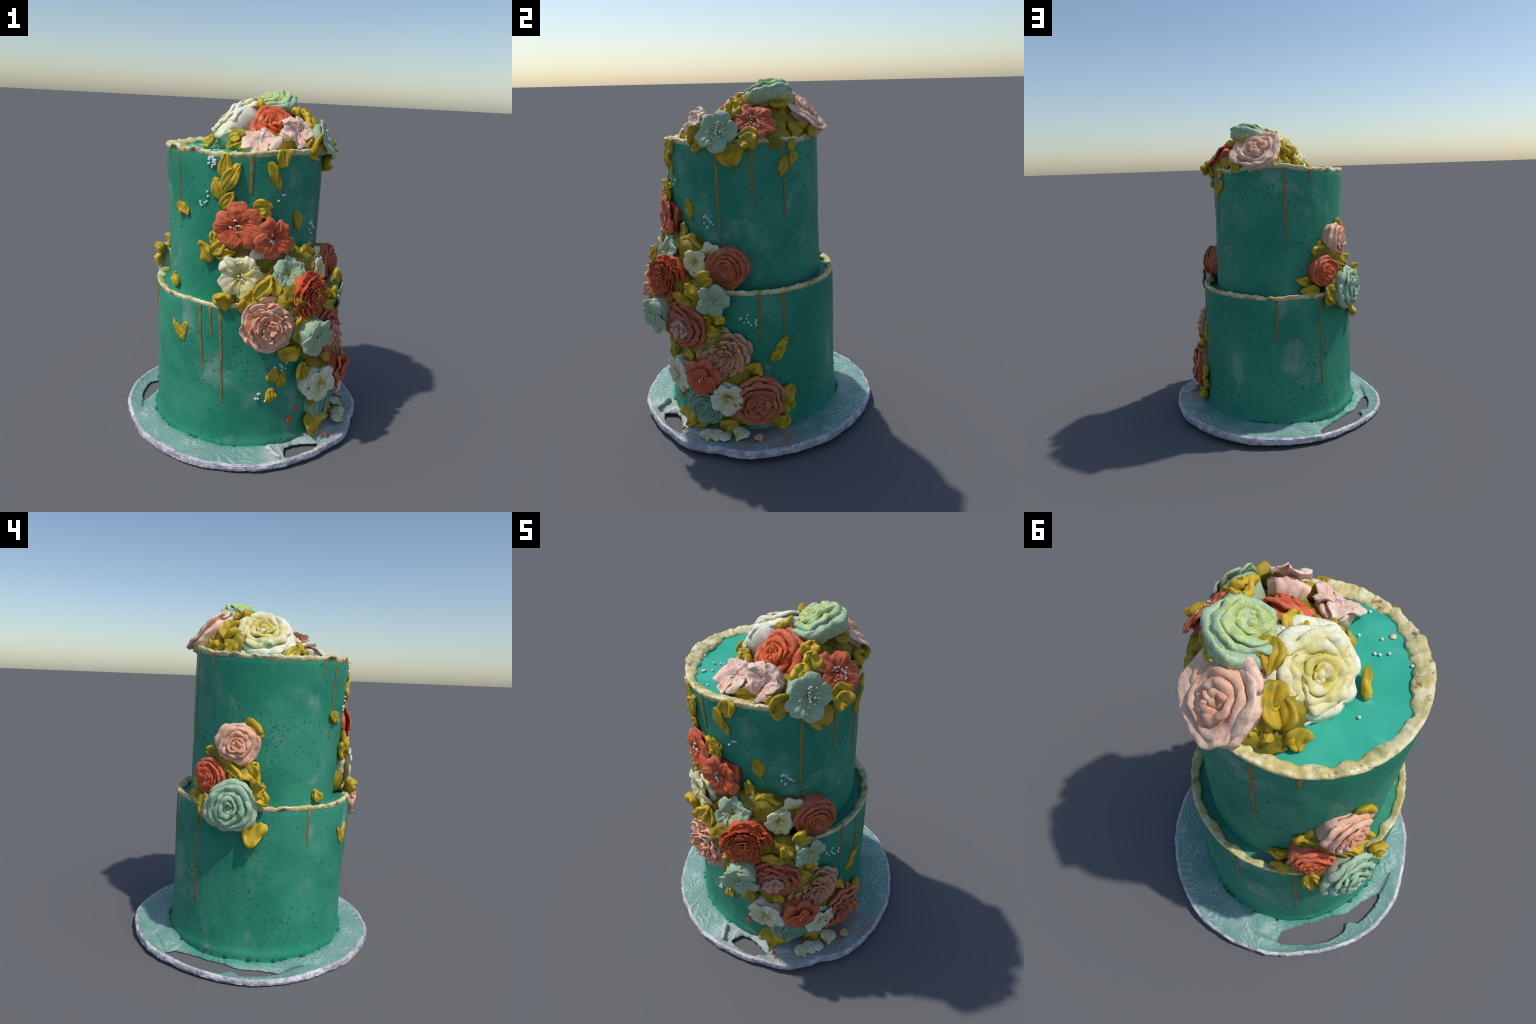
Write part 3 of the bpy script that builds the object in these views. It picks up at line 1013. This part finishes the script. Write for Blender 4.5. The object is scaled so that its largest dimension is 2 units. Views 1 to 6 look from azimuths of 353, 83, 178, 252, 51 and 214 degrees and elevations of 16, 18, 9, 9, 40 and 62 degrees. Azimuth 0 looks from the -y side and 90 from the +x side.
def leaf_shape(length, width, rnd, thick, flat=False):
    nu, nv = 17, 23
    s = np.linspace(-1, 1, nu)[:, None]
    t = np.linspace(0, 1, nv)[None, :]
    w = width * .5 * (.30 + .70 * np.sin(np.clip(t * 1.08, 0, 1) ** .85 * math.pi) ** .75) * (1 - .80 * t ** 6)
    ph = rnd.uniform(0, TAU)
    y = length * (t - .5) * (1 + .03 * np.sin(ph)) - .10 * length * np.abs(s) ** 2 * t
    x = s * w + .08 * width * np.sin(t * 3 + ph)
    fold = rnd.uniform(.06, .16) if flat else rnd.uniform(.14, .42)
    z = width * fold * np.abs(s) ** 1.3 * np.sin(t * math.pi * .9)
    z = z + width * (.06 if flat else .11) * np.sin(t * rnd.uniform(7, 12) + ph) * np.abs(s) * (.4 + t)
    z = z + width * .035 * np.cos(s * 10 + ph) * np.sin(t * math.pi)
    z = z + length * (rnd.uniform(-.02, .03) if flat else rnd.uniform(-.06, .07)) * t ** 2
    P = np.stack([x + 0 * t, y + 0 * s, z], axis=2)
    g = sheet(P, thick, 2.4, power=4)
    return melt(g, ph * 5, .075 * width, .9 / width)


def add_leaf(centre, along, normal, length, width, thick=None, flat=False):
    _count[0] += 1
    rnd = random.Random(500 + _count[0])
    n = Vector(normal).normalized()
    y = (Vector(along) - n * Vector(along).dot(n)).normalized()
    x = y.cross(n)
    th = thick or min(.016, .24 * width)
    ob = new_object("leaf", mesh_from("leaf", *leaf_shape(length * 1.15, width * 1.22, rnd, th, flat)), cake, LEAF)
    ob.matrix_local = Matrix.Translation(centre) @ Matrix((x, y, n)).transposed().to_4x4()


# (tier, azimuth, height, heading clockwise from up, length, width, stand-off)
small_leaves = [
    ('u', 342, 1.613, 10, .106, .061, .012), ('u', 347, 1.556, 37, .139, .070, .015), ('u', 338, 1.495, -15, .105, .061, .015),
    ('u', 344, 1.439, 43, .100, .065, .015), ('u', 21, 1.651, 163, .081, .075, .010), ('u', 14, 1.578, 154, .107, .046, .010),
    ('u', 18, 1.529, 169, .080, .033, .010), ('u', 308, 1.356, 120, .095, .052, .012), ('u', 37, 1.315, 162, .112, .044, .010),
    ('u', 39, 1.307, -166, .086, .031, .008), ('u', 113, 1.552, -158, .097, .051, .012), ('u', 121, 1.658, -178, .063, .042, .012),
    ('u', 121, 1.588, -173, .083, .045, .012), ('u', 295, .925, -18, .070, .060, .020), ('l', 310, .701, -31, .087, .043, .008),
    ('l', 316, .695, 31, .112, .047, .008), ('l', 316, .677, 156, .075, .040, .010), ('l', 14, .485, 20, .082, .062, .010),
    ('l', 20, .450, -3, .089, .050, .010), ('l', 14, .361, -13, .078, .058, .010), ('l', 103, .586, 37, .091, .048, .012),
    ('l', 101, .526, 55, .096, .049, .012)]
cascade_leaves = [
    ('u', 7, 1.405, 86, .097, .071, .030), ('u', 8, 1.381, 148, .102, .058, .025), ('u', 329, 1.155, -43, .117, .064, .030),
    ('u', 335, 1.231, -21, .070, .053, .030), ('u', 339, 1.195, 42, .093, .059, .050), ('u', 343, 1.164, 80, .096, .053, .050),
    ('u', 31, 1.177, -22, .122, .054, .040), ('u', 41, 1.142, 35, .127, .063, .050), ('u', 6, .998, -2, .071, .051, .090),
    ('u', 45, 1.121, 123, .124, .060, .050), ('u', 56, 1.090, 111, .075, .041, .050), ('l', 343, .921, -66, .099, .088, .020),
    ('l', 357, .941, 22, .133, .063, .040), ('l', 5, 1.020, 44, .130, .070, .060), ('l', 11, 1.005, 158, .114, .055, .060),
    ('l', 22, .954, 147, .145, .064, .060), ('l', 28, .781, 57, .161, .074, .090), ('l', 22, .647, 71, .126, .084, .060),
    ('l', 31, .496, 2, .099, .065, .050), ('l', 62, .975, 56, .089, .048, .065), ('l', 60, 1.007, 63, .080, .045, .065),
    ('l', 53, .916, -18, .100, .050, .085), ('l', 46, .869, -82, .115, .055, .095), ('l', 58, .754, -60, .070, .053, .060),
    ('l', 66, .766, 80, .085, .068, .050), ('l', 62, .691, 121, .122, .055, .060), ('l', 48, .536, 136, .073, .045, .085),
    ('l', 33, .485, 147, .081, .045, .070), ('l', 24, .83, 20, .10, .06, .10)]
foot_leaves = [
    ('l', 43, .115, 172, .130, .125, .060), ('l', 86, .458, 24, .099, .089, .030), ('l', 104, .288, 40, .110, .080, .030),
    ('l', 104, .204, 45, .111, .081, .030), ('l', 100, .120, 50, .100, .078, .030), ('l', 69, .105, 59, .109, .069, .050),
    ('l', 48, .085, -101, .120, .068, .050)]
back_leaves = [
    ('u', 78, 1.619, 177, .110, .125, .032), ('u', 90, 1.700, 150, .103, .091, .030), ('u', 54, 1.712, -131, .115, .081, .018),
    ('u', 243, 1.290, 123, .119, .080, .030), ('u', 227, 1.091, -74, .095, .057, .060), ('u', 235, 1.046, 138, .085, .063, .070),
    ('u', 244, 1.051, 145, .095, .077, .060), ('u', 245, 1.091, 33, .060, .056, .040), ('u', 214, 1.157, -38, .050, .036, .030),
    ('u', 214, 1.155, -92, .115, .065, .030), ('u', 234, 1.071, 120, .124, .049, .080), ('u', 201, .959, -67, .125, .056, .030),
    ('u', 203, .909, -78, .115, .060, .070), ('l', 219, .866, 159, .133, .075, .040), ('l', 249, 1.005, 92, .079, .079, .040),
    ('l', 251, .949, 148, .095, .065, .045), ('l', 247, .751, -173, .150, .115, .025), ('l', 217, .897, -21, .070, .057, .030),
    ('l', 216, .832, -164, .075, .050, .030)]
for group in (small_leaves, cascade_leaves, foot_leaves, back_leaves):
    for t, az, z, head, L, wd, off in group:
        a, h = math.radians(az), math.radians(head)
        out = direction(az)
        along = Vector((math.cos(a), math.sin(a), 0)) * math.sin(h) + Vector((0, 0, 1)) * math.cos(h)
        flat = group is small_leaves
        tilt = 0 if flat else RNG.uniform(-.3, .3)
        nrm = out + along * tilt + out.cross(along) * (0 if flat else RNG.uniform(-.25, .25))
        add_leaf(on_wall(t, az, z, off - (.006 if flat else .015 if group is back_leaves else .012)), along, nrm, L, wd, flat=flat)

# leaves among the crown: (base xyz, tip xyz, width)
crown_leaves = [
    ((.285, -.265, 1.705), (.240, -.350, 1.680), .10), ((-.020, .000, 1.925), (.020, -.060, 1.875), .075),
    ((.215, -.060, 1.83), (.250, -.075, 1.900), .075), ((.270, -.100, 1.800), (.310, -.135, 1.880), .085),
    ((-.050, -.165, 1.72), (-.175, -.200, 1.695), .075), ((.165, -.325, 1.690), (.075, -.385, 1.680), .075),
    ((.010, .080, 1.925), (-.018, .180, 1.900), .085), ((.150, .120, 1.905), (.225, .170, 1.850), .10),
    ((.150, .165, 1.880), (.205, .215, 1.880), .08), ((.200, .225, 1.760), (.235, .280, 1.715), .075),
    ((.250, .200, 1.770), (.320, .200, 1.700), .075), ((.420, -.065, 1.720), (.470, -.040, 1.670), .08),
    ((-.050, .250, 1.765), (-.062, .335, 1.725), .07), ((-.090, .230, 1.745), (-.125, .290, 1.705), .08),
    ((-.160, .205, 1.725), (-.190, .270, 1.690), .08), ((-.215, -.115, 1.700), (-.300, -.060, 1.680), .06),
    ((-.100, -.225, 1.730), (-.150, -.185, 1.720), .045), ((.220, .100, 1.880), (.240, .170, 1.850), .08),
    ((.205, .290, 1.74), (.240, .335, 1.70), .07), ((-.05, -.225, 1.665), (-.075, -.215, 1.765), .10),
    ((.16, -.27, 1.66), (.19, -.29, 1.73), .075), ((.27, -.17, 1.78), (.31, -.19, 1.85), .08),
    ((-.045, .185, 1.860), (-.085, .245, 1.805), .085), ((-.070, .20, 1.82), (-.115, .265, 1.765), .09),
    ((-.040, .240, 1.800), (-.075, .300, 1.745), .08),
    ((.22, .10, 1.72), (.33, .12, 1.69), .085), ((.30, .08, 1.76), (.33, .14, 1.70), .07)]
for b, tip, wd in crown_leaves:
    b, tip = Vector(b), Vector(tip)
    mid = (b + tip) / 2
    add_leaf(mid, tip - b, mid - Vector((.06, .02, 1.60)), (tip - b).length, wd)

# --------------------------------------------------------------------------
# icing mounds that carry the flowers
# --------------------------------------------------------------------------

bag = Bag()
for c, r3 in (((.095, .060, 1.67), (.215, .235, .225)), ((.13, -.15, 1.67), (.17, .17, .10)), ((.25, .02, 1.68), (.14, .18, .11)),
              ((.02, .24, 1.68), (.18, .12, .09)), ((-.03, .16, 1.71), (.13, .12, .13)), ((.15, .13, 1.72), (.12, .12, .17)), ((-.04, .02, 1.67), (.15, .17, .13))):
    v, f = ball((0, 0, 0), 1, (1, 1, 1), 60, 36)
    v = [tuple(c[k] + r3[k] * p[k] * (1 + .10 * noise.noise(Vector(p) * 2.4 + Vector(c) * 9) + .06 * noise.noise(Vector(p) * 7))
               for k in range(3)) for p in v]
    bag.add((v, f))
for t, az, z, wd, ht, dp in (('u', 352, .96, .09, .09, .075), ('u', 2, .98, .12, .10, .095), ('u', 0, 1.24, .13, .12, .022), ('u', 6, 1.10, .17, .10, .045), ('u', 20, .99, .14, .11, .082), ('u', 32, 1.06, .17, .12, .100), ('l', 22, .92, .14, .11, .105), ('u', 45, 1.0, .13, .10, .105),
                            ('u', 55, 1.04, .14, .10, .070), ('l', 10, .87, .15, .13, .070), ('l', 33, .86, .15, .14, .085),
                            ('l', 52, .82, .14, .14, .075), ('l', 34, .70, .13, .13, .090), ('l', 45, .68, .15, .16, .075),
                            ('l', 58, .58, .16, .15, .070), ('l', 52, .44, .16, .15, .080), ('l', 66, .40, .16, .13, .080),
                            ('l', 60, .25, .17, .15, .050), ('l', 82, .24, .15, .15, .060),
                            ('u', 225, 1.09, .13, .15, .055), ('l', 230, .89, .12, .10, .045)):
    v, f = ball((0, 0, 0), 1, (1, 1, 1), 44, 26)
    M = frame(on_wall(t, az, z, 0), direction(az))
    v = [tuple(M @ Vector((p[0] * wd, p[1] * ht, p[2] * dp * (1 + .3 * noise.noise(Vector(p) * 2.5 + Vector((az, z, 0)))
                                                               + .2 * noise.noise(Vector(p) * 8 + Vector((az, z, 0))))))) for p in v]
    bag.add((v, f))
new_object("icing_mound", bag.mesh("icing_mound"), cake, MOUND, "stuff")

# --------------------------------------------------------------------------
# scattered sugar pearls, fallen petals
# --------------------------------------------------------------------------

bag = Bag()
r = random.Random(3)
pearl_spots = {
    'u': [(329.5, 1.467), (330.0, 1.444), (323.9, 1.411), (327.5, 1.408), (324.9, 1.392), (329.0, 1.416), (324.2, 1.402),
          (22.0, 1.464), (23.9, 1.467), (18.8, 1.435), (53.0, 1.287), (54.3, 1.294), (55.8, 1.285), (57.2, 1.272),
          (58.6, 1.262), (60.5, 1.252), (52.6, 1.254), (55.0, 1.231), (326.5, 1.183), (341, 1.622), (343, 1.60)],
    'l': [(78.0, .753), (78.8, .760), (82.9, .778), (81.9, .757), (80.5, .732), (83.1, .736), (84.7, .719), (87.9, .747),
          (87.3, .732), (87.7, .717), (15.4, .529), (18.9, .543), (20.1, .527), (20.1, .507), (20.8, .488), (23.1, .545),
          (22.3, .513), (5.4, .374), (6.4, .376), (4.1, .346), (5.6, .345), (10.0, .327)]}
for t, spots in pearl_spots.items():
    for az, z in spots:
        bag.add(ball(on_wall(t, az, z, .004), r.uniform(.0058, .0078)))
for _ in range(24):                                     # the tight cluster below the upper rim
    a, q = r.uniform(0, TAU), math.sqrt(r.random())
    bag.add(ball(on_wall('u', 332.8 + 3.0 * q * math.cos(a), 1.622 + .028 * q * math.sin(a), .005), .0066))
for x, y in ((-.204, -.317), (-.213, -.241), (-.231, -.247), (-.259, -.269), (-.356, -.26), (-.294, .034), (-.104, -.415), (-.122, -.289)):
    bag.add(ball((x, y, FLOOR['u'] + .006), .0068))
new_object("sugar_pearls", bag.mesh("sugar_pearls"), cake, PEARL, "stuff")
new_object("gold_dot", mesh_from("gold_dot", *ball((-.233, -.352, FLOOR['u'] + .004), .014, (1, 1, .3), 16, 8)), cake, GOLD)


def fallen(name, colour, az, rr, R, spin, yaw=0, z=0.0, flat=1.0, tilt=82):
    rnd = random.Random(int(az * 10))
    ob = new_object(name, mesh_from(name, *blossom_petal(5, 0, rnd, .25, .05)), cake, COLOURS[colour])
    p = direction(az) * rr
    n = direction(az + yaw, tilt)
    M = frame((p.x, p.y, board_top(az, rr) + .012 + z), n, spin, R)
    ob.matrix_local = M @ Matrix.Translation((-.55, 0, 0))


fallen("fallen_petal", 'white', 63, .640, .105, .5)
fallen("fallen_petal", 'white', 57, .650, .100, 2.2)
fallen("fallen_petal", 'white', 67, .635, .085, 4.0)
fallen("fallen_petal", 'white', 75, .595, .120, 1.2)
fallen("fallen_petal", 'peach', 84, .630, .065, 2.0)
fallen("fallen_petal", 'red', 60, .592, .045, 1.0, z=.006)
fallen("fallen_petal", 'red', 43, .662, .035, 2.6)

# a chip of coral icing stuck on the wall
for az, z, s, mat in ((27.6, .174, .020, 'coral'), (33.0, .225, .016, 'terracotta')):
    p = on_wall('l', az, z, .004)
    v, f = ball((0, 0, 0), 1, (1, 1, 1), 14, 9)
    v = [(q[0] * (1 + .3 * noise.noise(Vector(q) * 2)), q[1] * (1.1 + .3 * noise.noise(Vector(q) * 2)), q[2] * .5) for q in v]
    ob = new_object("icing_chip", mesh_from("icing_chip", v, f), cake, COLOURS[mat])
    ob.matrix_local = frame(p, direction(az), .4, s)
